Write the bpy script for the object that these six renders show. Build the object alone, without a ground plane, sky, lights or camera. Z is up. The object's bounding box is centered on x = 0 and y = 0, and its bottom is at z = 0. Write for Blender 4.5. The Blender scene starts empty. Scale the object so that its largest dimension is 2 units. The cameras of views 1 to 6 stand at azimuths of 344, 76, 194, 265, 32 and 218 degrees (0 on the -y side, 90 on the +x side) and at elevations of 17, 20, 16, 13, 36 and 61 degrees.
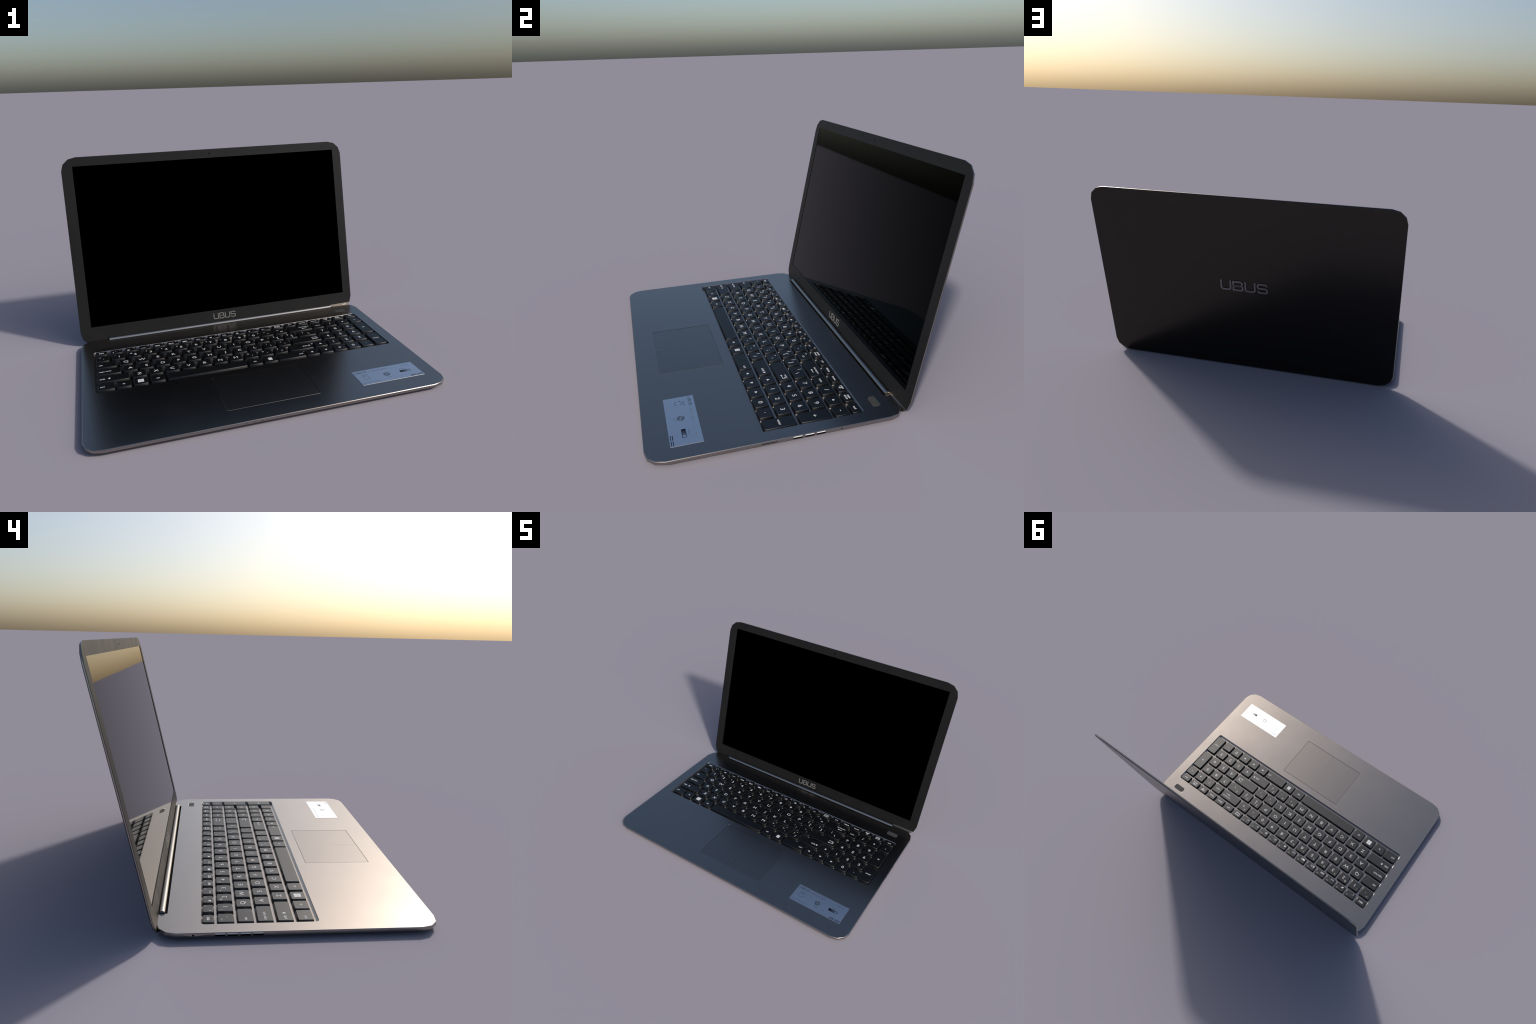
"""Open 15-inch notebook computer with a numeric keypad, built part by part.

Layout frame (before the slight yaw of the whole thing): x to the right,
y to the back, z up.  The base is a thin slab floating on rubber feet, the
lid is a slab hinged near its lower edge and leaning back 12 degrees.
"""
import bpy, bmesh, math, random
from mathutils import Vector, Matrix

random.seed(7)

YAW = math.radians(0.5)
TILT = math.radians(77.83)          # elevation of the lid plane
DECK = 0.0350                       # height of the palm rest
BASE_BOTTOM = 0.0152
KEY_TOP = 0.0366
WELL_FLOOR = 0.0168

# ------------------------------------------------------------------ helpers


def link(ob, parent=None):
    bpy.context.scene.collection.objects.link(ob)
    if parent is not None:
        ob.parent = parent
    return ob


def mesh_object(name, bm, mats, parent, smooth=None):
    bmesh.ops.recalc_face_normals(bm, faces=bm.faces)
    me = bpy.data.meshes.new(name)
    bm.to_mesh(me)
    bm.free()
    for m in mats:
        me.materials.append(m)
    if smooth is not None:
        smooth_sides(me, smooth)
    return link(bpy.data.objects.new(name, me), parent)


def smooth_sides(me, angle):
    """Smooth shading on the rounded sides, but keep the flat tops and bottoms truly flat."""
    me.shade_smooth()
    me.set_sharp_from_angle(angle=math.radians(angle))
    flat = [abs(p.normal.z) > 0.9999 for p in me.polygons]
    users = {}
    for p in me.polygons:
        for e in p.edge_keys:
            users.setdefault(e, []).append(flat[p.index])
    for e in me.edges:
        u = users.get(e.key, [])
        if any(u) and not all(u):
            e.use_edge_sharp = True


def rounded_rect(x0, x1, y0, y1, rx, ry=None, seg=3):
    """Outline (counter-clockwise) of a rectangle with elliptic corners."""
    ry = rx if ry is None else ry
    pts = []
    for cx, cy, a0 in ((x1 - rx, y1 - ry, 0), (x0 + rx, y1 - ry, 90),
                       (x0 + rx, y0 + ry, 180), (x1 - rx, y0 + ry, 270)):
        for i in range(seg + 1):
            a = math.radians(a0 + 90 * i / seg)
            pts.append((cx + rx * math.cos(a), cy + ry * math.sin(a)))
    return pts


def loft(bm, loops, mat=0, cap_mats=(0, 0)):
    """Skin a stack of equal-length closed loops and cap both ends."""
    rings = [[bm.verts.new(p) for p in lp] for lp in loops]
    n = len(rings[0])
    for a, b in zip(rings, rings[1:]):
        for i in range(n):
            f = bm.faces.new((a[i], a[(i + 1) % n], b[(i + 1) % n], b[i]))
            f.material_index = mat
    lo = bm.faces.new(list(reversed(rings[0])))
    hi = bm.faces.new(rings[-1])
    lo.material_index, hi.material_index = cap_mats
    return lo, hi


def slab(bm, outline, levels, mat=0, cap_mats=(0, 0)):
    """levels: list of (inset, z); the inset pulls the outline towards the middle."""
    cx = sum(p[0] for p in outline) / len(outline)
    cy = sum(p[1] for p in outline) / len(outline)
    hx = max(abs(p[0] - cx) for p in outline)
    hy = max(abs(p[1] - cy) for p in outline)
    loops = []
    for inset, z in levels:
        sx, sy = (hx - inset) / hx, (hy - inset) / hy
        loops.append([(cx + (x - cx) * sx, cy + (y - cy) * sy, z) for x, y in outline])
    return loft(bm, loops, mat, cap_mats)


def box(bm, x0, x1, y0, y1, z0, z1, mat=0):
    return loft(bm, [[(x0, y0, z), (x1, y0, z), (x1, y1, z), (x0, y1, z)] for z in (z0, z1)],
                mat, (mat, mat))


def cylinder(bm, c, axis, r, half, seg=24, mat=0):
    """Round bar centred on c along axis ('x', 'y' or 'z')."""
    loops = []
    for s in (-half, half):
        lp = []
        for i in range(seg):
            a = 2 * math.pi * i / seg
            u, v = r * math.cos(a), r * math.sin(a)
            d = {'x': (s, u, v), 'y': (v, s, u), 'z': (u, v, s)}[axis]
            lp.append((c[0] + d[0], c[1] + d[1], c[2] + d[2]))
        loops.append(lp)
    return loft(bm, loops, mat, (mat, mat))


def stroke(bm, pts, w, z0, z1, closed=False, mat=0):
    """A flat ribbon of width w with mitred joints, from z0 up to z1."""
    n = len(pts)
    left, right = [], []
    for i, p in enumerate(pts):
        p = Vector(p)
        a = Vector(pts[i - 1]) if (i > 0 or closed) else None
        b = Vector(pts[(i + 1) % n]) if (i < n - 1 or closed) else None
        d1 = (p - a).normalized() if a is not None else None
        d2 = (b - p).normalized() if b is not None else None
        if d1 is None:
            d1 = d2
        if d2 is None:
            d2 = d1
        n1 = Vector((-d1.y, d1.x))
        n2 = Vector((-d2.y, d2.x))
        m = (n1 + n2)
        m = m / max(0.35, m.length_squared) * 2
        left.append(p + m * w / 2)
        right.append(p - m * w / 2)
    vs = {}
    for z in (z0, z1):
        vs[z] = ([bm.verts.new((p.x, p.y, z)) for p in left],
                 [bm.verts.new((p.x, p.y, z)) for p in right])
    L0, R0 = vs[z0]
    L1, R1 = vs[z1]
    k = n if closed else n - 1
    for i in range(k):
        j = (i + 1) % n
        for quad in ((L1[i], R1[i], R1[j], L1[j]), (R0[i], L0[i], L0[j], R0[j]),
                     (L0[i], L1[i], L1[j], L0[j]), (R1[i], R0[i], R0[j], R1[j])):
            bm.faces.new(quad).material_index = mat
    if not closed:
        for i in (0, n - 1):
            bm.faces.new((L0[i], R0[i], R1[i], L1[i])).material_index = mat


def polygon(bm, pts, z0, z1, mat=0):
    return loft(bm, [[(x, y, z) for x, y in pts] for z in (z0, z1)], mat, (mat, mat))


def boolean_cut(ob, cutter_bm, mode='DIFFERENCE'):
    bmesh.ops.recalc_face_normals(cutter_bm, faces=cutter_bm.faces)
    me = bpy.data.meshes.new("cutter")
    cutter_bm.to_mesh(me)
    cutter_bm.free()
    cut = link(bpy.data.objects.new("cutter", me), ob.parent)
    cut.location, cut.rotation_euler = ob.location, ob.rotation_euler
    bpy.context.view_layer.update()
    md = ob.modifiers.new("cut", 'BOOLEAN')
    md.operation, md.object, md.solver = mode, cut, 'EXACT'
    dg = bpy.context.evaluated_depsgraph_get()
    dg.update()
    new = bpy.data.meshes.new_from_object(ob.evaluated_get(dg))
    ob.modifiers.clear()
    old, ob.data = ob.data, new
    new.name = old.name + "_cut"
    bpy.data.objects.remove(cut)
    bpy.data.meshes.remove(me)


def finish_smooth(ob, angle):
    smooth_sides(ob.data, angle)


_text_cache = {}


def text_polys(s, thick=-0.014):
    """Glyph faces of the built-in font: (verts, faces), cap height about 0.7."""
    if (s, thick) in _text_cache:
        return _text_cache[(s, thick)]
    cu = bpy.data.curves.new("t", 'FONT')
    cu.body = s
    cu.size = 1.0
    cu.align_x = 'CENTER'
    cu.resolution_u = 3
    cu.offset = thick
    ob = link(bpy.data.objects.new("t", cu))
    dg = bpy.context.evaluated_depsgraph_get()
    dg.update()
    me = bpy.data.meshes.new_from_object(ob.evaluated_get(dg))
    vs = [tuple(v.co) for v in me.vertices]
    fs = [tuple(p.vertices) for p in me.polygons]
    bpy.data.objects.remove(ob)
    bpy.data.curves.remove(cu)
    bpy.data.meshes.remove(me)
    xs = [v[0] for v in vs]
    ys = [v[1] for v in vs]
    mx, my = (min(xs) + max(xs)) / 2, (min(ys) + max(ys)) / 2
    vs = [(v[0] - mx, v[1] - my) for v in vs]
    _text_cache[(s, thick)] = (vs, fs, max(xs) - min(xs), max(ys) - min(ys))
    return _text_cache[(s, thick)]


def put_text(bm, s, cx, cy, size, z0, z1, mat=0, stretch=1.0, width=None, align='c', thick=0.0):
    vs, fs, w, h = text_polys(s, thick)
    sx = size * stretch
    if width is not None:
        sx = width / w
    if align == 'l':
        cx += w * sx / 2
    elif align == 'r':
        cx -= w * sx / 2
    top = [bm.verts.new((cx + x * sx, cy + y * size, z1)) for x, y in vs]
    bot = [bm.verts.new((cx + x * sx, cy + y * size, z0)) for x, y in vs]
    count = {}
    for f in fs:
        for i in range(len(f)):
            e = (f[i], f[(i + 1) % len(f)])
            count[e] = count.get(e, 0) + 1
    for f in fs:
        try:
            bm.faces.new([top[i] for i in f]).material_index = mat
        except ValueError:
            continue
    for (a, b) in count:
        if (b, a) not in count:
            bm.faces.new((top[a], bot[a], bot[b], top[b])).material_index = mat


# ---------------------------------------------------------------- materials


def new_mat(name):
    m = bpy.data.materials.new(name)
    m.use_nodes = True
    nt = m.node_tree
    return m, nt, nt.nodes["Principled BSDF"]


def plain(name, col, rough, metal=0.0, spec=0.5):
    m, nt, p = new_mat(name)
    p.inputs["Base Color"].default_value = (*col, 1)
    p.inputs["Roughness"].default_value = rough
    p.inputs["Metallic"].default_value = metal
    p.inputs["Specular IOR Level"].default_value = spec
    return m


def noise_on(nt, scale_xyz, scale, detail=3.0):
    tc = nt.nodes.new("ShaderNodeTexCoord")
    mp = nt.nodes.new("ShaderNodeMapping")
    mp.inputs["Scale"].default_value = scale_xyz
    nz = nt.nodes.new("ShaderNodeTexNoise")
    nz.inputs["Scale"].default_value = scale
    nz.inputs["Detail"].default_value = detail
    nt.links.new(tc.outputs["Object"], mp.inputs["Vector"])
    nt.links.new(mp.outputs["Vector"], nz.inputs["Vector"])
    return nz


def ranged(nt, src, lo, hi, from_lo=0.3, from_hi=0.7):
    mr = nt.nodes.new("ShaderNodeMapRange")
    mr.inputs["From Min"].default_value = from_lo
    mr.inputs["From Max"].default_value = from_hi
    mr.inputs["To Min"].default_value = lo
    mr.inputs["To Max"].default_value = hi
    nt.links.new(src, mr.inputs["Value"])
    return mr.outputs["Result"]


def brushed(name, col, rough, grain, tone=0.04, spread=0.04, metal=1.0, spec=0.5, bump=0.03):
    """Brushed metal: fine streaks vary tone, gloss and relief; broad clouds vary gloss."""
    m, nt, p = new_mat(name)
    streak = noise_on(nt, grain, 1.0, 4.0)
    cloud = noise_on(nt, (1, 1, 1), 5.0, 2.0)
    k = ranged(nt, streak.outputs["Fac"], 1 - tone, 1 + tone)
    vm = nt.nodes.new("ShaderNodeVectorMath")
    vm.operation = 'SCALE'
    vm.inputs[0].default_value = col
    nt.links.new(k, vm.inputs["Scale"])
    nt.links.new(vm.outputs["Vector"], p.inputs["Base Color"])
    r1 = ranged(nt, streak.outputs["Fac"], rough - spread, rough + spread)
    r2 = ranged(nt, cloud.outputs["Fac"], -0.008, 0.008)
    ad = nt.nodes.new("ShaderNodeMath")
    ad.operation = 'ADD'
    nt.links.new(r1, ad.inputs[0])
    nt.links.new(r2, ad.inputs[1])
    nt.links.new(ad.outputs[0], p.inputs["Roughness"])
    p.inputs["Metallic"].default_value = metal
    p.inputs["Specular IOR Level"].default_value = spec
    if bump:
        bp = nt.nodes.new("ShaderNodeBump")
        bp.inputs["Strength"].default_value = bump
        bp.inputs["Distance"].default_value = 0.001
        nt.links.new(streak.outputs["Fac"], bp.inputs["Height"])
        nt.links.new(bp.outputs["Normal"], p.inputs["Normal"])
    return m


DECK_COL = (0.375, 0.343, 0.314)
M_deck = brushed("deck_metal", DECK_COL, 0.25, (200, 14, 60), tone=0.015, spread=0.008, bump=0.0)
M_pad = plain("touchpad_surface", tuple(0.86 * c for c in DECK_COL), 0.27, metal=1.0)
M_padline = plain("touchpad_line_dark", tuple(0.5 * c for c in DECK_COL), 0.35, metal=1.0)
M_shell = brushed("lid_edge_metal", DECK_COL, 0.30, (14, 200, 60), tone=0.015, spread=0.01, bump=0.0)
M_lidback = brushed("lid_back_brushed", (0.052, 0.048, 0.044), 0.25, (8, 160, 60), tone=0.05, spread=0.015, bump=0.0)
M_bar = brushed("hinge_bar_metal", (0.42, 0.40, 0.38), 0.28, (10, 200, 200), tone=0.02, spread=0.01, bump=0.0)
M_key = brushed("key_cap", (0.078, 0.078, 0.078), 0.40, (60, 60, 60), tone=0.02, spread=0.01, bump=0.0)
M_legend = plain("key_legend_white", (0.66, 0.66, 0.67), 0.5)
M_legend_dim = plain("key_legend_dim", (0.38, 0.38, 0.39), 0.5)
M_bezel = brushed("bezel_plastic", (0.0095, 0.0095, 0.0095), 0.5, (9, 2.0, 9), tone=0.10, spread=0.06,
                  metal=0.0, spec=0.22, bump=0.0)
M_screen = plain("screen_glass", (0.0, 0.0, 0.0), 0.03, metal=1.0)
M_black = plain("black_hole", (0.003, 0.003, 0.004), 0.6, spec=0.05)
M_rubber = plain("dark_rubber", (0.012, 0.012, 0.013), 0.7)
M_pan = plain("bottom_plastic", (0.02, 0.02, 0.021), 0.6)
M_button = plain("power_button_grey", (0.052, 0.052, 0.051), 0.6, spec=0.2)
M_icon = plain("power_icon", (0.05, 0.05, 0.05), 0.5)
M_tongue = plain("port_tongue_white", (0.78, 0.77, 0.76), 0.5)
M_sticker = brushed("sticker_foil", (0.82, 0.85, 0.90), 0.33, (30, 30, 30), tone=0.01, spread=0.01, bump=0.0)
M_ink = plain("sticker_ink", (0.05, 0.05, 0.055), 0.4, metal=1.0)
M_ink_grey = plain("sticker_ink_grey", (0.15, 0.155, 0.17), 0.38, metal=1.0)
M_logo = plain("logo_metal", (0.24, 0.235, 0.245), 0.35, metal=1.0)
M_logo_print = plain("logo_print", (0.20, 0.20, 0.195), 0.45)


def battery_gradient():
    """Battery symbol of the sticker: black on the left fading out to the right."""
    m, nt, p = new_mat("sticker_battery_gradient")
    tc = nt.nodes.new("ShaderNodeTexCoord")
    sep = nt.nodes.new("ShaderNodeSeparateXYZ")
    nt.links.new(tc.outputs["Object"], sep.inputs[0])
    ramp = nt.nodes.new("ShaderNodeValToRGB")
    ramp.color_ramp.elements[0].color = (0.03, 0.03, 0.035, 1)
    ramp.color_ramp.elements[1].color = (0.42, 0.45, 0.50, 1)
    f = ranged(nt, sep.outputs["X"], 0.0, 1.0, 0.795, 0.838)
    nt.links.new(f, ramp.inputs["Fac"])
    nt.links.new(ramp.outputs["Color"], p.inputs["Base Color"])
    p.inputs["Metallic"].default_value = 1.0
    p.inputs["Roughness"].default_value = 0.36
    return m


M_battery = battery_gradient()

# ------------------------------------------------------------------- laptop

laptop = link(bpy.data.objects.new("laptop", None))
laptop.rotation_euler = (0, 0, YAW)
laptop["label"] = "open silver-grey notebook with black screen, keypad and palm-rest sticker"
laptop["category"] = "laptop computer"

# ---- base slab ------------------------------------------------------------

BX, BY0, BY1 = 0.9946, -0.7637, 0.5010
WELL = (-0.9205, 0.9208, -0.2228, 0.3055)
PAD = (-0.2665, 0.2660, -0.6385, -0.2745)
BUTTON = (0.8095, 0.8945, 0.3655, 0.4040)
SLOT = (-0.8160, 0.8170, 0.4572)

bm = bmesh.new()
outline = rounded_rect(-BX, BX, BY0, BY1, 0.0970, 0.0885, 3)
slab(bm, outline, [(0.004, BASE_BOTTOM), (0.0008, BASE_BOTTOM + 0.0022), (0.0, BASE_BOTTOM + 0.0045),
                   (0.0, DECK - 0.0023), (0.0023, DECK)], 0, (2, 0))
base = mesh_object("base", bm, [M_deck, M_black, M_pan], laptop)

USB_RIGHT = ((-0.0845, -0.0399), (-0.0263, 0.0180), (0.0304, 0.0749))
USB_LEFT = ((0.2015, 0.2458), (0.1468, 0.1908), (0.0913, 0.1360), (0.0361, 0.0810))
PORT_Z = (0.0178, 0.0316)

cut = bmesh.new()
# keyboard well: nearly upright wall; its shading is blended into deck and floor below
WALL_IN = 0.0030
slab(cut, rounded_rect(*WELL, 0.016, seg=6), [(WALL_IN, WELL_FLOOR), (0, DECK), (-0.0017, DECK + 0.01)])
box(cut, SLOT[0], SLOT[1], SLOT[2], 0.60, BASE_BOTTOM + 0.003, DECK + 0.01)
slab(cut, rounded_rect(*PAD, 0.002, seg=1), [(0, DECK - 0.0030), (0, DECK + 0.01)])
slab(cut, rounded_rect(*BUTTON, 0.012, seg=5), [(0, DECK - 0.0030), (0, DECK - 0.0010), (-0.0024, DECK), (-0.0048, DECK + 0.001)])
for y0, y1 in USB_RIGHT:
    box(cut, BX - 0.026, BX + 0.02, y0, y1, *PORT_Z)
for y0, y1 in USB_LEFT:
    box(cut, -BX - 0.02, -BX + 0.026, y0, y1, *PORT_Z)
box(cut, BX - 0.026, BX + 0.02, -0.2357, -0.1627, 0.0226, 0.0264)
cylinder(cut, (BX, 0.1565, 0.0245), 'x', 0.0036, 0.02)
cylinder(cut, (-BX, 0.3380, 0.0245), 'x', 0.0050, 0.02)
for x in (-0.1960, -0.1535, -0.1110):
    cylinder(cut, (x, BY0, 0.0245), 'y', 0.0026, 0.008, 12)
boolean_cut(base, cut)
for p in base.data.polygons:
    c = p.center
    in_slot = c.y > SLOT[2] - 0.001 and SLOT[0] - 0.001 < c.x < SLOT[1] + 0.001 and c.z < DECK - 0.001
    in_port = 0.955 < abs(c.x) < BX - 0.0012 and 0.0165 < c.z < 0.0325 and -0.3 < c.y < 0.36
    in_dot = BY0 + 0.0012 < c.y < -0.72 and 0.021 < c.z < 0.028 and abs(c.x) < 0.25
    if in_slot or in_port or in_dot:
        p.material_index = 1
finish_smooth(base, 34)

# soft pressed-metal look of the well: normals roll from the rim towards the floor
me = base.data
normals = [Vector(n.vector) for n in me.corner_normals]
wx = (WELL[0] + 0.016, WELL[1] - 0.016)
wy = (WELL[2] + 0.016, WELL[3] - 0.016)
for p in me.polygons:
    c = p.center
    if not (WELL[0] - 1e-4 < c.x < WELL[1] + 1e-4 and WELL[2] - 1e-4 < c.y < WELL[3] + 1e-4):
        continue
    if abs(p.normal.z) > 0.6:
        continue
    for li in p.loop_indices:
        v = me.vertices[me.loops[li].vertex_index].co
        h = Vector((min(max(v.x, wx[0]), wx[1]) - v.x, min(max(v.y, wy[0]), wy[1]) - v.y, 0)).normalized()
        k = (DECK - v.z) / (DECK - WELL_FLOOR)
        a = math.radians(42 + 30 * min(1, max(0, k)))
        normals[li] = h * math.cos(a) + Vector((0, 0, math.sin(a)))
me.normals_split_custom_set(normals)

# bottom cover and rubber feet keep the slab 15 mm off the table
bm = bmesh.new()
slab(bm, rounded_rect(-0.955, 0.955, -0.72, 0.465, 0.08, seg=4),
     [(0.02, 0.0042), (0.004, 0.0085), (0.0, BASE_BOTTOM + 0.0005)])
mesh_object("bottom_cover", bm, [M_pan], base, 40)
foot_me = None
for x, y, l in ((-0.80, -0.64, 0.05), (0.80, -0.64, 0.05), (-0.78, 0.39, 0.05), (0.78, 0.39, 0.05)):
    if foot_me is None:
        bm = bmesh.new()
        slab(bm, rounded_rect(-l, l, -0.018, 0.018, 0.017, seg=5), [(0.003, 0.0), (0, 0.002), (0, 0.0055)])
        f = mesh_object("foot", bm, [M_rubber], base, 40)
        foot_me = f.data
    else:
        f = link(bpy.data.objects.new("foot", foot_me), base)
    f.location = (x, y, 0)

# port tongues, jack ring
tongue_me = {}
for side, ports in ((1, USB_RIGHT), (-1, USB_LEFT)):
    for y0, y1 in ports:
        bm = bmesh.new()
        zt, zm = PORT_Z[1] - 0.0004, (PORT_Z[0] + PORT_Z[1]) / 2 + 0.0002
        a, b, c = BX - 0.0016, BX - 0.024, BX - 0.0016
        prof = [(a, zt), (b, zt), (b, zm), (c, zm)]
        loft(bm, [[(side * x, y, z) for x, z in prof] for y in (y0 + 0.0006, y1 - 0.0006)])
        mesh_object("usb_port", bm, [M_tongue], base)
bm = bmesh.new()
for r0, r1, x0, x1 in ((0.0034, 0.0050, -BX + 0.0012, -BX + 0.012),):
    seg = 20
    loops = []
    for x, r in ((x1, r1), (x0, r1), (x0, r0), (x1, r0)):
        loops.append([(x, 0.3380 + r * math.cos(2 * math.pi * i / seg), 0.0245 + r * math.sin(2 * math.pi * i / seg))
                      for i in range(seg)])
    rings = [[bm.verts.new(p) for p in lp] for lp in loops]
    for a, b in zip(rings, rings[1:] + rings[:1]):
        for i in range(seg):
            bm.faces.new((a[i], a[(i + 1) % seg], b[(i + 1) % seg], b[i]))
mesh_object("audio_jack", bm, [M_rubber], base, 40)

# touchpad with its fading centre line
bm = bmesh.new()
slab(bm, rounded_rect(PAD[0] + 0.0022, PAD[1] - 0.0022, PAD[2] + 0.0022, PAD[3] - 0.0022, 0.0015, seg=1),
     [(0, DECK - 0.0028), (0, DECK - 0.0009), (0.0006, DECK - 0.0003)])
touchpad = mesh_object("touchpad", bm, [M_pad], base)
bm = bmesh.new()
polygon(bm, [(-0.0019, -0.6340), (0.0019, -0.6340), (0.0005, -0.5070), (-0.0005, -0.5070)], DECK - 0.0008, DECK - 0.00015)
mesh_object("touchpad_line", bm, [M_padline], touchpad)

# power button
bm = bmesh.new()
slab(bm, rounded_rect(BUTTON[0] + 0.0010, BUTTON[1] - 0.0010, BUTTON[2] + 0.0010, BUTTON[3] - 0.0010, 0.011, seg=5),
     [(0, DECK - 0.0029), (0, DECK - 0.0006), (0.0010, DECK + 0.0002)])
cx, cy = (BUTTON[0] + BUTTON[1]) / 2, (BUTTON[2] + BUTTON[3]) / 2
arc = [(cx + 0.0062 * math.cos(math.radians(a)), cy + 0.0062 * math.sin(math.radians(a)))
       for a in range(125, 416, 29)]
stroke(bm, arc, 0.0020, DECK + 0.0001, DECK + 0.0005, mat=1)
stroke(bm, [(cx, cy + 0.001), (cx, cy + 0.0085)], 0.0020, DECK + 0.0001, DECK + 0.0005, mat=1)
mesh_object("power_button", bm, [M_button, M_icon], base, 40)

# ---- block lettering of the brand word ------------------------------------


def ubus_strokes(x, y, w, h, t, gap):
    """Four wide block letters as poly-lines; x, y = lower left of the word."""
    lw = (w - 3 * gap) / 4 - t
    y0, y1, ym = y + t / 2, y + h - t / 2, y + h / 2
    c = min(lw, h) * 0.14
    out = []
    for i, ch in enumerate("UBUS"):
        a = x + t / 2 + i * (lw + t + gap)
        b = a + lw
        if ch == "U":
            out.append(([(a, y1 + t / 2), (a, y0 + c), (a + c, y0), (b - c, y0), (b, y0 + c), (b, y1 + t / 2)], False))
        elif ch == "B":
            d = b - 0.06 * lw
            out.append(([(a, y0), (b - c, y0), (b, y0 + c), (b, ym - c), (b - c, ym), (a, ym)], True))
            out.append(([(a, ym), (d - c, ym), (d, ym + c), (d, y1 - c), (d - c, y1), (a, y1)], True))
        else:
            out.append(([(b, y1 - c * 1.5), (b - c, y1), (a + c, y1), (a, y1 - c), (a, ym + c), (a + c, ym),
                         (b - c, ym), (b, ym - c), (b, y0 + c), (b - c, y0), (a + c, y0), (a, y0 + c * 1.5)], False))
    return out


# ---- sticker on the palm rest ---------------------------------------------

ST = (0.5170, 0.9055, -0.6435, -0.4886)
s0, s1 = DECK + 0.0009, DECK + 0.0012
bm = bmesh.new()
box(bm, ST[0], ST[1], ST[2], ST[3], DECK - 0.0003, DECK + 0.0010)
sticker = mesh_object("sticker", bm, [M_sticker], base)

bm = bmesh.new()
for pts, closed in ubus_strokes(0.5310, -0.5178, 0.0705, 0.0150, 0.0021, 0.0035):
    stroke(bm, pts, 0.0021, s0, s1, closed)
put_text(bm, "Speed", 0.5760, -0.5435, 0.0105, s0, s1, 0, width=0.037)
put_text(bm, "Core", 0.7030, -0.6040, 0.0105, s0, s1, 0, width=0.025)
put_text(bm, "Power", 0.8180, -0.5460, 0.0095, s0, s1, 0, width=0.036)
rng = random.Random(3)


def microtext(x0, x1, y, h):
    """A line of print too small to read: short strokes with word gaps."""
    x = x0
    while x < x1:
        word = rng.uniform(0.010, 0.022)
        e = min(x1, x + word)
        k = x
        while k < e - 0.0012:
            w = rng.uniform(0.0012, 0.0024)
            stroke(bm, [(k, y + rng.choice((-h / 2, -h / 6))), (k + w * 0.4, y + h / 2)], 0.0010, s0, s1)
            stroke(bm, [(k, y - h / 2), (k + w, y - h / 2)], 0.0009, s0 - 0.0001, s1 - 0.0001)
            k += w + 0.0010
        x = e + 0.0035


microtext(0.6155, 0.7400, -0.5132, 0.0066)
microtext(0.5255, 0.6380, -0.6240, 0.0040)
microtext(0.5255, 0.5430, -0.6337, 0.0040)
microtext(0.8320, 0.8540, -0.5118, 0.0062)
microtext(0.8600, 0.8730, -0.5118, 0.0062)
# two chasing arrows
ac = (0.5735, -0.5715)
for a0 in (20, 200):
    arc = [(ac[0] + 0.0190 * math.cos(math.radians(a0 + i * 14)), ac[1] + 0.0180 * math.sin(math.radians(a0 + i * 14)))
           for i in range(10)]
    stroke(bm, arc, 0.0021, s0, s1)
    e, d = Vector(arc[-1]), (Vector(arc[-1]) - Vector(arc[-2])).normalized()
    nrm = Vector((-d.y, d.x))
    polygon(bm, [tuple(e + nrm * 0.0042), tuple(e - nrm * 0.0042), tuple(e + d * 0.0075)], s0 + 0.0001, s1 + 0.0001)
# spiral disc
sc = (0.7025, -0.5720)
for r, w in ((0.0035, 0.0014), (0.0100, 0.0036), (0.0160, 0.0036), (0.0200, 0.0012)):
    n = 28
    frac = 1.0 if r < 0.018 else 0.55
    arc = [(sc[0] + r * math.cos(2 * math.pi * frac * i / n + 1.6), sc[1] + r * math.sin(2 * math.pi * frac * i / n + 1.6))
           for i in range(n)]
    stroke(bm, arc, w, s0, s1, closed=frac == 1.0)
mesh_object("sticker_print", bm, [M_ink_grey], sticker)

bm = bmesh.new()
stroke(bm, [(0.7895, -0.5790), (0.7895, -0.5620), (0.8480, -0.5620), (0.8520, -0.5650), (0.8520, -0.5780), (0.8480, -0.5805),
            (0.7930, -0.5805)], 0.0030, s0, s1, closed=True, mat=0)
box(bm, 0.7885, 0.8345, -0.5800, -0.5628, s0 - 0.0002, s1 - 0.0001, 1)
for xa in (0.8238, 0.8648):
    for ya in (-0.6362, -0.6272):
        box(bm, xa, xa + 0.0345, ya - 0.0019, ya + 0.0019, s0, s1, 0)
mesh_object("sticker_symbol", bm, [M_ink, M_battery], sticker)

# ---- keyboard --------------------------------------------------------------

bm = bmesh.new()
slab(bm, rounded_rect(WELL[0] + 0.0050, WELL[1] - 0.0050, WELL[2] + 0.0050, WELL[3] - 0.0050, 0.011, seg=4),
     [(0, WELL_FLOOR - 0.001), (0, WELL_FLOOR + 0.0003)])
keyboard = mesh_object("keyboard", bm, [M_deck], laptop)

ROWS = ((-0.1985, -0.1320), (-0.1070, -0.0405), (-0.0158, 0.0505), (0.0735, 0.1390), (0.1625, 0.2285), (0.2520, 0.2955))
LZ0, LZ1 = KEY_TOP - 0.0002, KEY_TOP + 0.0003
CAP, SMALL = 0.0335, 0.0195


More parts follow.
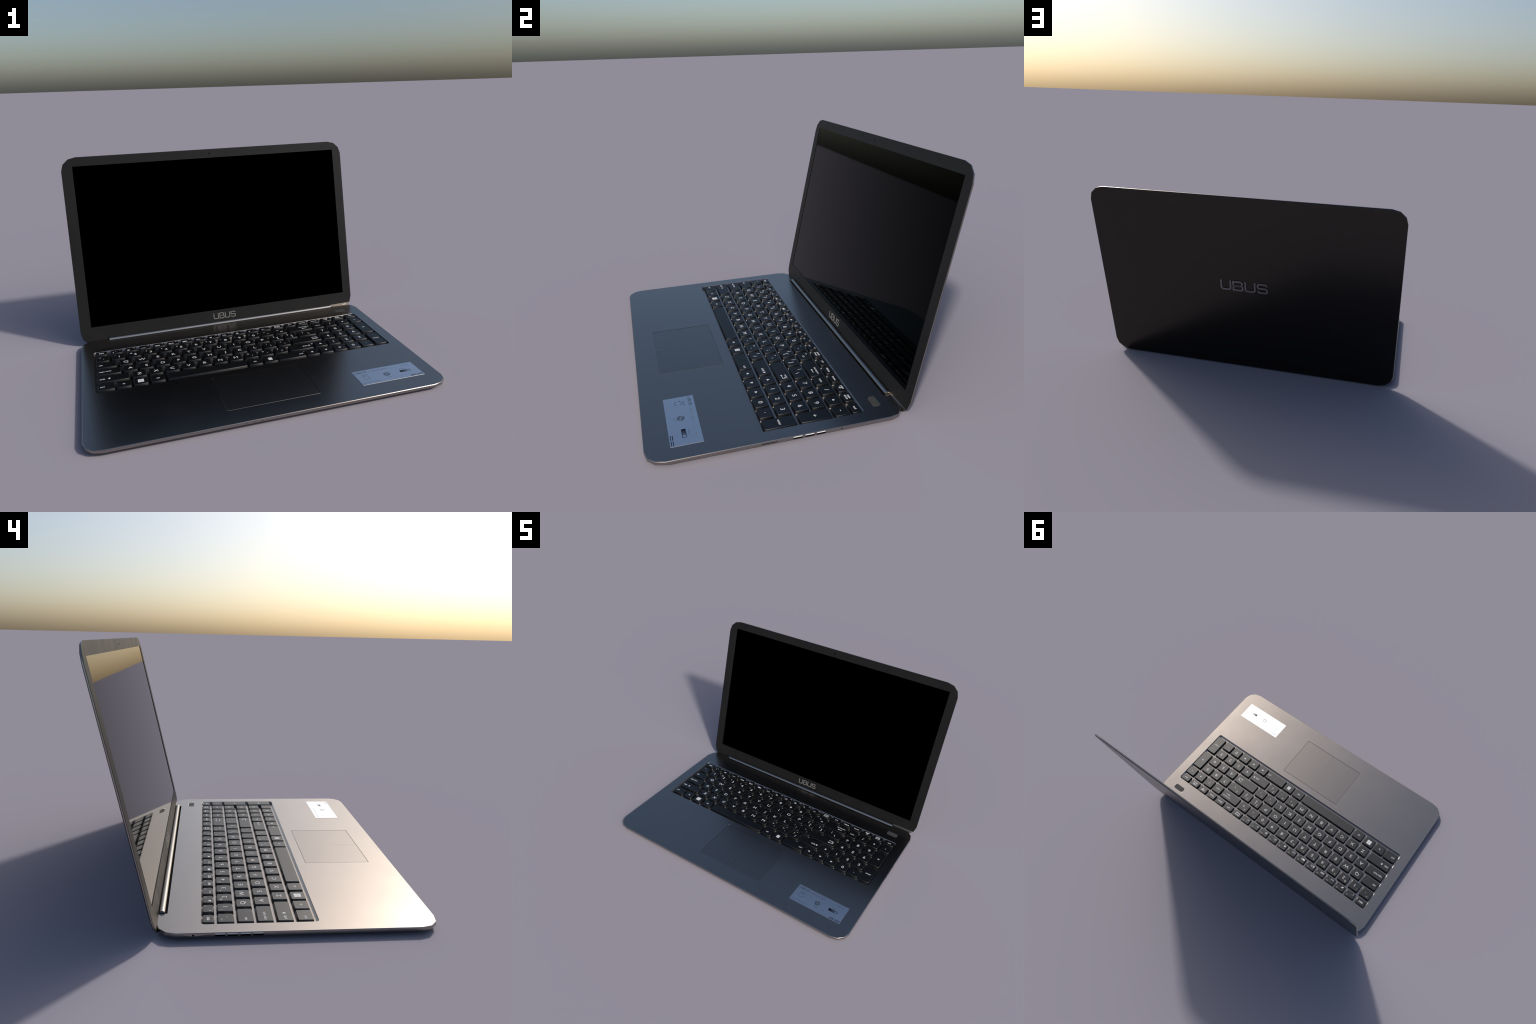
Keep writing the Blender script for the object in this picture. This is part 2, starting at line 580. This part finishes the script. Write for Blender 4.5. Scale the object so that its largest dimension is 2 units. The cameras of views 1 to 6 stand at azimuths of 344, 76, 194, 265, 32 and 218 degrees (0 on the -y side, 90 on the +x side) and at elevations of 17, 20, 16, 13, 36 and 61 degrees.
def arrow_tri(bm, cx, cy, r, ang, mat=1):
    polygon(bm, [(cx + r * math.cos(math.radians(ang + k)), cy + r * math.sin(math.radians(ang + k)))
                 for k in (0, 125, 235)], LZ0, LZ1, mat)


def legend_letter(bm, x0, x1, y0, y1, s):
    if s == "*":
        c = ((x0 + x1) / 2, (y0 + y1) / 2)
        polygon(bm, [(c[0] + r * math.cos(math.radians(k * 36)), c[1] + r * math.sin(math.radians(k * 36)))
                     for k, r in enumerate((0.0075, 0.0050) * 5)], LZ0, LZ1, 1)
        return
    put_text(bm, s, (x0 + x1) / 2, (y0 + y1) / 2 + 0.001, CAP, LZ0, LZ1, 1, stretch=1.22)


def legend_pair(bm, x0, x1, y0, y1, s):
    main, shifted = s
    digit = main.isdigit()
    put_text(bm, main, x0 + (x1 - x0) * (0.56 if digit else 0.60), y0 + (y1 - y0) * (0.48 if digit else 0.40),
             CAP * (1.0 if digit else 0.95), LZ0, LZ1, 1, stretch=1.2)
    put_text(bm, shifted, x0 + (x1 - x0) * (0.20 if digit else 0.30), y0 + (y1 - y0) * (0.74 if digit else 0.76),
             CAP * (0.42 if digit else 0.75), LZ0, LZ1, 1, stretch=1.1)


def legend_word(bm, x0, x1, y0, y1, s, align='c', dy=0.0, size=SMALL, thick=0.004):
    pad = 0.010
    cx = {'c': (x0 + x1) / 2, 'l': x0 + pad, 'r': x1 - pad}[align]
    rows = s.split("\n")
    for i, r in enumerate(rows):
        yy = (y0 + y1) / 2 + dy + ((len(rows) - 1) / 2 - i) * size * 0.72
        put_text(bm, r, cx, yy, size, LZ0, LZ1, 1, align=align, thick=thick)


def shift_arrow(bm, cx, cy):
    polygon(bm, [(cx - 0.0085, cy), (cx - 0.0040, cy), (cx - 0.0040, cy - 0.007), (cx + 0.0040, cy - 0.007),
                 (cx + 0.0040, cy), (cx + 0.0085, cy), (cx, cy + 0.0095)], LZ0, LZ1, 1)


def left_arrow(bm, xt, y, length, hook=0.0):
    stroke(bm, [(xt + 0.008, y), (xt + length, y)] + ([(xt + length, y + hook)] if hook else []), 0.0034, LZ0, LZ1, mat=1)
    if hook:
        stroke(bm, [(xt + length + 0.0017, y + hook), (xt + length - 0.012, y + hook)], 0.0034, LZ0 - 0.0001, LZ1 - 0.0001, mat=1)
    polygon(bm, [(xt, y), (xt + 0.011, y - 0.0062), (xt + 0.011, y + 0.0062)], LZ0 + 0.0001, LZ1 + 0.0001, 1)


def frame(bm, x0, x1, y0, y1, w=0.0022, mat=1):
    stroke(bm, [(x0, y0), (x1, y0), (x1, y1), (x0, y1)], w, LZ0, LZ1, closed=True, mat=mat)


def fill(bm, x0, x1, y0, y1, mat=1):
    box(bm, x0, x1, y0, y1, LZ0, LZ1, mat)


def legend_fn(bm, x0, x1, y0, y1, s):
    """Function keys: small name back right, symbol front left."""
    n = int(s)
    put_text(bm, "f%d" % n, x1 - 0.013, y1 - 0.0100, 0.0150, LZ0, LZ1, 2, stretch=1.1)
    ax, ay = x0 + 0.006, y0 + 0.007
    if n == 1:
        put_text(bm, "z", ax + 0.006, ay + 0.004, 0.020, LZ0, LZ1, 1)
        put_text(bm, "z", ax + 0.020, ay + 0.013, 0.014, LZ0, LZ1, 2)
    elif n == 2:
        polygon(bm, [(ax, ay - 0.002), (ax + 0.017, ay + 0.001), (ax + 0.019, ay + 0.014), (ax + 0.012, ay + 0.009),
                     (ax + 0.004, ay + 0.013), (ax + 0.007, ay + 0.006)], LZ0, LZ1, 1)
    elif n in (3, 4):
        for r in range(2 if n == 3 else 3):
            for k in range(5):
                fill(bm, ax + k * 0.0062, ax + k * 0.0062 + 0.0046, ay + r * 0.0040, ay + r * 0.0040 + 0.0029, 2 if n == 3 else 1)
    elif n == 5:
        frame(bm, ax, ax + 0.028, ay, ay + 0.011)
        fill(bm, ax + 0.001, ax + 0.008, ay + 0.001, ay + 0.010)
    elif n == 6:
        frame(bm, ax, ax + 0.028, ay, ay + 0.011)
        fill(bm, ax + 0.001, ax + 0.019, ay + 0.001, ay + 0.010)
    elif n == 7:
        frame(bm, ax, ax + 0.026, ay, ay + 0.009, mat=2)
        for k in range(3):
            fill(bm, ax + 0.004 + k * 0.007, ax + 0.0075 + k * 0.007, ay + 0.003, ay + 0.006, 2)
    elif n == 8:
        fill(bm, ax + 0.001, ax + 0.014, ay, ay + 0.011)
    elif n == 9:
        frame(bm, ax, ax + 0.020, ay, ay + 0.014, mat=2)
        stroke(bm, [(ax, ay + 0.0048), (ax + 0.020, ay + 0.0048)], 0.0022, LZ0, LZ1 - 0.0001, mat=2)
        stroke(bm, [(ax + 0.010, ay), (ax + 0.010, ay + 0.0048)], 0.0022, LZ0, LZ1 - 0.0001, mat=2)
    elif n == 10:
        ring = [(ax + 0.010 + 0.0075 * math.cos(2 * math.pi * i / 16), ay + 0.006 + 0.0075 * math.sin(2 * math.pi * i / 16))
                for i in range(16)]
        stroke(bm, ring, 0.0024, LZ0, LZ1, closed=True, mat=1)
        stroke(bm, [(ax + 0.005, ay + 0.001), (ax + 0.015, ay + 0.011)], 0.0022, LZ0, LZ1 - 0.0001, mat=1)
    elif n == 11:
        polygon(bm, [(ax, ay + 0.003), (ax + 0.004, ay + 0.003), (ax + 0.010, ay - 0.001), (ax + 0.010, ay + 0.012),
                     (ax + 0.004, ay + 0.008), (ax, ay + 0.008)], LZ0, LZ1, 1)
    else:
        polygon(bm, [(ax, ay + 0.003), (ax + 0.004, ay + 0.003), (ax + 0.010, ay - 0.001), (ax + 0.010, ay + 0.012),
                     (ax + 0.004, ay + 0.008), (ax, ay + 0.008)], LZ0, LZ1, 2)
        for k in (0.014, 0.019):
            stroke(bm, [(ax + k - 0.001, ay), (ax + k + 0.001, ay + 0.0055), (ax + k - 0.001, ay + 0.011)], 0.0018,
                   LZ0, LZ1, mat=2)


def legend_special(bm, x0, x1, y0, y1, s):
    cx, cy = (x0 + x1) / 2, (y0 + y1) / 2
    if s == "window":
        for dx in (-1, 1):
            for dy in (-1, 1):
                fill(bm, cx + dx * 0.0089 - 0.0083, cx + dx * 0.0089 + 0.0083,
                     cy + 0.002 + dy * 0.0089 - 0.0083, cy + 0.002 + dy * 0.0089 + 0.0083)
    elif s == "menu":
        for k in range(4):
            fill(bm, cx - 0.0125, cx + 0.0125, cy - 0.0135 + k * 0.0076, cy - 0.0135 + k * 0.0076 + 0.0064)
    elif s in ("left", "right", "up", "down"):
        arrow_tri(bm, cx, cy, 0.0105, {"left": 180, "right": 0, "up": 90, "down": 270}[s])
    elif s == "shift_l":
        legend_word(bm, x0, x1, y0, y1, "shift", 'l')
        shift_arrow(bm, x0 + 0.0660, cy)
    elif s == "shift_r":
        legend_word(bm, x0, x1 - 0.021, y0, y1, "shift", 'r')
        shift_arrow(bm, x1 - 0.0185, cy)
    elif s == "enter":
        put_text(bm, "enter", x1 - 0.034, cy + 0.012, SMALL * 0.95, LZ0, LZ1, 1)
        left_arrow(bm, x1 - 0.058, cy - 0.010, 0.040, 0.012)
    elif s == "back":
        put_text(bm, "backspace", x1 - 0.048, cy + 0.012, SMALL * 0.88, LZ0, LZ1, 1)
        left_arrow(bm, x1 - 0.070, cy - 0.010, 0.036)


LETTER, PAIR, WORD_L, WORD_C, WORD_R, FN, SPECIAL, NONE = range(8)
K = []


def row(r, items, r2=None):
    for x0, x1, kind, s in items:
        K.append((x0, x1, ROWS[r][0], ROWS[r if r2 is None else r2][1], kind, s))


row(0, [(-0.9045, -0.8150, WORD_L, "ctrl"), (-0.7985, -0.7225, WORD_C, "fn"), (-0.7015, -0.6265, SPECIAL, "window"),
        (-0.6020, -0.5275, WORD_C, "alt"), (-0.5035, -0.0314, NONE, ""), (-0.0115, 0.0670, WORD_C, "alt"),
        (0.0873, 0.1650, SPECIAL, "menu"), (0.1791, 0.3513, WORD_R, "ctrl"), (0.3663, 0.4417, SPECIAL, "left"),
        (0.4622, 0.5368, SPECIAL, "down"), (0.5560, 0.6325, SPECIAL, "right"), (0.6515, 0.7265, LETTER, "0"),
        (0.7440, 0.8172, LETTER, ".")])
row(0, [(0.8405, 0.9110, WORD_C, "enter")], 1)
row(1, [(-0.9045, -0.7270, SPECIAL, "shift_l")])
row(1, [(a, b, LETTER, c) for a, b, c in
        ((-0.7002, -0.6265, "Z"), (-0.6012, -0.5282, "X"), (-0.5040, -0.4306, "C"), (-0.4045, -0.3312, "V"),
         (-0.3050, -0.2315, "B"), (-0.2060, -0.1327, "N"), (-0.1085, -0.0330, "M"))])
row(1, [(-0.0105, 0.0667, PAIR, (",", "<")), (0.0877, 0.1655, PAIR, (".", ">")), (0.1870, 0.2622, PAIR, ("/", "?")),
        (0.2881, 0.4377, SPECIAL, "shift_r"), (0.4600, 0.5360, SPECIAL, "up"), (0.5550, 0.6280, LETTER, "1"),
        (0.6480, 0.7210, LETTER, "2"), (0.7405, 0.8160, LETTER, "3")])
row(2, [(-0.9050, -0.7685, WORD_L, "caps lock")])
row(2, [(a, b, LETTER, c) for a, b, c in
        ((-0.7464, -0.6725, "A"), (-0.6488, -0.5756, "S"), (-0.5498, -0.4746, "D"), (-0.4514, -0.3780, "F"),
         (-0.3525, -0.2795, "G"), (-0.2532, -0.1792, "H"), (-0.1538, -0.0790, "J"), (-0.0567, 0.0190, "K"),
         (0.0417, 0.1183, "L"))])
row(2, [(0.1413, 0.2172, PAIR, (";", ":")), (0.2385, 0.3145, PAIR, ("'", '"')), (0.3395, 0.5312, SPECIAL, "enter"),
        (0.5553, 0.6280, LETTER, "4"), (0.6478, 0.7190, LETTER, "5"), (0.7410, 0.8168, LETTER, "6")])
row(2, [(0.8395, 0.9115, LETTER, "+")], 3)
row(3, [(-0.9048, -0.7902, WORD_L, "tab")])
row(3, [(a, b, LETTER, c) for a, b, c in
        ((-0.7655, -0.6940, "Q"), (-0.6674, -0.5950, "W"), (-0.5682, -0.4950, "E"), (-0.4692, -0.3965, "R"),
         (-0.3712, -0.2975, "T"), (-0.2727, -0.1982, "Y"), (-0.1735, -0.0987, "U"), (-0.0751, 0.0010, "I"),
         (0.0205, 0.0980, "O"), (0.1206, 0.1990, "P"))])
row(3, [(0.2194, 0.2952, PAIR, ("[", "{")), (0.3168, 0.3950, PAIR, ("]", "}")), (0.4150, 0.5304, PAIR, ("\\", "|")),
        (0.5545, 0.6280, LETTER, "7"), (0.6495, 0.7215, LETTER, "8"), (0.7420, 0.8160, LETTER, "9")])
row(4, [(-0.9058, -0.8327, PAIR, ("`", "~")), (-0.8053, -0.7348, PAIR, ("1", "!")), (-0.7042, -0.6342, PAIR, ("2", "@")),
        (-0.6078, -0.5353, PAIR, ("3", "#")), (-0.5092, -0.4364, PAIR, ("4", "$")), (-0.4105, -0.3378, PAIR, ("5", "%")),
        (-0.3116, -0.2394, PAIR, ("6", "^")), (-0.2140, -0.1402, PAIR, ("7", "&")), (-0.1150, -0.0395, PAIR, ("8", "*")),
        (-0.0174, 0.0577, PAIR, ("9", "(")), (0.0815, 0.1557, PAIR, ("0", ")")), (0.1788, 0.2540, PAIR, ("-", "_")),
        (0.2760, 0.3530, PAIR, ("=", "+")), (0.3788, 0.5385, SPECIAL, "back"), (0.5565, 0.6265, WORD_C, "num"),
        (0.6497, 0.7210, LETTER, "/"), (0.7442, 0.8177, LETTER, "*"), (0.8390, 0.9115, LETTER, "-")])
fx = (-0.8107, -0.7190, -0.6285, -0.5365, -0.4450, -0.3535, -0.2620, -0.1705, -0.0790, 0.0120, 0.1030, 0.1955)
row(5, [(-0.9050, -0.8405, WORD_C, "esc")])
row(5, [(x, x + 0.0665, FN, str(i + 1)) for i, x in enumerate(fx)])
row(5, [(0.2863, 0.3530, WORD_C, "pause\nbreak"), (0.3775, 0.4470, WORD_C, "prt"), (0.4685, 0.5386, WORD_C, "delete"),
        (0.5593, 0.6280, WORD_C, "home"), (0.6525, 0.7215, WORD_C, "page\nup"), (0.7412, 0.8130, WORD_C, "page\ndown"),
        (0.8375, 0.9110, WORD_C, "end")])

for x0, x1, y0, y1, kind, s in K:
    bm = bmesh.new()
    # every key has its origin on its own middle, so the grain differs from key to key
    # moulded cap: one soft corner facet, so the shading rolls along each side
    slab(bm, rounded_rect(x0 - 0.0064, x1 + 0.0064, y0 - 0.0064, y1 + 0.0064, 0.0045, seg=1),
         [(0.0, WELL_FLOOR + 0.0006), (0.0018, WELL_FLOOR + 0.0040), (0.0044, KEY_TOP - 0.0022), (0.0064, KEY_TOP)])
    if kind == LETTER:
        legend_letter(bm, x0, x1, y0, y1, s)
    elif kind == PAIR:
        legend_pair(bm, x0, x1, y0, y1, s)
    elif kind in (WORD_L, WORD_C, WORD_R):
        small = (y1 - y0) < 0.05
        legend_word(bm, x0, x1, y0, y1, s, {WORD_L: 'l', WORD_C: 'c', WORD_R: 'r'}[kind],
                    size=0.025 if s == 'esc' else SMALL * (0.92 if small else 1.0), thick=0.012 if small else 0.004)
    elif kind == FN:
        legend_fn(bm, x0, x1, y0, y1, s)
    elif kind == SPECIAL:
        legend_special(bm, x0, x1, y0, y1, s)
    mx, my = (x0 + x1) / 2, (y0 + y1) / 2
    bmesh.ops.translate(bm, verts=bm.verts, vec=(-mx, -my, -KEY_TOP))
    k = mesh_object("key", bm, [M_key, M_legend, M_legend_dim], keyboard, 130)
    for e in k.data.edges:                      # crisp rings, soft corners
        a, b = (k.data.vertices[i].co for i in e.vertices)
        if abs(a.z - b.z) < 1e-6 and a.z < -1e-5:
            e.use_edge_sharp = True
    k.location = (mx, my, KEY_TOP)

# ---- lid -------------------------------------------------------------------
# lid frame: X right, Y up the lid, Z out of the screen; Z = 0 is the bezel face

LX0, LX1, LH0, LH1 = -0.9938, 0.9963, 0.1075, 1.3705
THICK = 0.0112
lid_out = rounded_rect(LX0, LX1, LH0, LH1, 0.0965, 0.0885, 3)
bm = bmesh.new()
lo, hi = slab(bm, lid_out, [(0.0065, -THICK), (0.0030, -THICK + 0.0010), (0.0008, -THICK + 0.0026), (0.0, -THICK + 0.0042),
                            (0.0, -0.0016)], 0, (1, 2))
for f in bm.faces:
    zs = [v.co.z for v in f.verts]
    if max(zs) < -THICK + 0.0043:
        f.material_index = 1
lid = mesh_object("lid", bm, [M_shell, M_lidback, M_black], laptop, 34)
cut = bmesh.new()
box(cut, -0.9230 - 0.004, 0.9331 + 0.004, 0.2298 - 0.004, 1.3102 + 0.004, -0.0052, 0.02)
boolean_cut(lid, cut)
finish_smooth(lid, 34)
lid.rotation_euler = (TILT, 0, 0)
lid.location = Vector((0, math.sin(TILT), -math.cos(TILT))) * 0.4768

AP = (-0.9225, 0.9331, 0.2298, 1.3102)      # opening of the bezel
bm = bmesh.new()
slab(bm, rounded_rect(LX0 + 0.0006, LX1 - 0.0006, LH0 + 0.0006, LH1 - 0.0006, 0.0960, 0.0880, 3),
     [(0, -0.0048), (0, -0.0005), (0.0005, 0.0)])
bezel = mesh_object("bezel", bm, [M_bezel, M_black], lid)
cut = bmesh.new()
box(cut, AP[0], AP[1], AP[2], AP[3], -0.02, 0.02)
boolean_cut(bezel, cut)
# shallow step in the bezel at the lower right, seat for the paler strip
cut = bmesh.new()
polygon(cut, [(0.8150, 0.05), (1.05, 0.05), (1.05, 0.1530), (0.9830, 0.1510), (0.8140, 0.1462)], -0.0006, 0.02)
boolean_cut(bezel, cut)
cut = bmesh.new()
polygon(cut, [(-0.8135, 0.05), (0.8135, 0.05), (0.8135, 0.1460), (-0.8135, 0.1460)], -0.0010, 0.02)
boolean_cut(bezel, cut)
for p in bezel.data.polygons:
    c = p.center
    if c.y < 0.1465 and abs(c.x) < 0.8138 and c.z < -0.0003 and p.normal.z > 0.5:
        p.material_index = 1
finish_smooth(bezel, 30)

bm = bmesh.new()
strip = [(0.8145, 0.1120), (0.8975, 0.1085), (0.9460, 0.1202), (0.9815, 0.1505), (0.8145, 0.1458)]
polygon(bm, strip, -0.0010, -0.0001)
mesh_object("lower_right_strip", bm, [M_shell], lid)  # thin paler strip low on the right of the lid face

bm = bmesh.new()
box(bm, AP[0] - 0.002, AP[1] + 0.002, AP[2] - 0.002, AP[3] + 0.002, -0.0046, -0.0026)
mesh_object("screen", bm, [M_screen], lid)

# web camera and microphone holes
bm = bmesh.new()
cylinder(bm, (0.0012, 1.3398, 0.0), 'z', 0.0062, 0.0005, 20)
for x, r in ((-0.0597, 0.0025), (-0.1017, 0.0028), (0.1110, 0.0028)):
    cylinder(bm, (x, 1.3380, 0.0), 'z', r, 0.0004, 12)
mesh_object("webcam", bm, [M_black], lid)

# brand word on the bezel and, larger and raised, on the back
bm = bmesh.new()
for pts, closed in ubus_strokes(-0.0800, 0.1655, 0.1625, 0.0412, 0.0050, 0.0052):
    stroke(bm, pts, 0.0050, -0.0002, 0.0005, closed)
mesh_object("bezel_logo", bm, [M_logo_print], lid)

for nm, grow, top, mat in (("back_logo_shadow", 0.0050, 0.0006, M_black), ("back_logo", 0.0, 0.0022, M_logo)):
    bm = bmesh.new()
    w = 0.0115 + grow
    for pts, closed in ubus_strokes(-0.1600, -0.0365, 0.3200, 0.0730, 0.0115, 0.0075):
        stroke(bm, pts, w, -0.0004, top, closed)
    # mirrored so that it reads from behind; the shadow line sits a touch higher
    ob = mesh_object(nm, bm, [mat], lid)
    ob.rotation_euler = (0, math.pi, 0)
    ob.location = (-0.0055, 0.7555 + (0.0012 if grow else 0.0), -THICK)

# ---- hinge -----------------------------------------------------------------

bm = bmesh.new()
seg = 32
cylinder(bm, (0.0005, 0.4822, 0.0330), 'x', 0.0146, 0.8130, seg)
hinge = mesh_object("hinge_bar", bm, [M_bar], laptop, 40)

# sit the thing in the middle of its bounding box
bpy.context.view_layer.update()
lo = Vector((9, 9, 9))
hi = Vector((-9, -9, -9))
for ob in bpy.data.objects:
    if ob.type == 'MESH':
        for v in ob.data.vertices:
            w = ob.matrix_world @ v.co
            lo = Vector(map(min, lo, w))
            hi = Vector(map(max, hi, w))
print("BOUNDS", lo, hi)
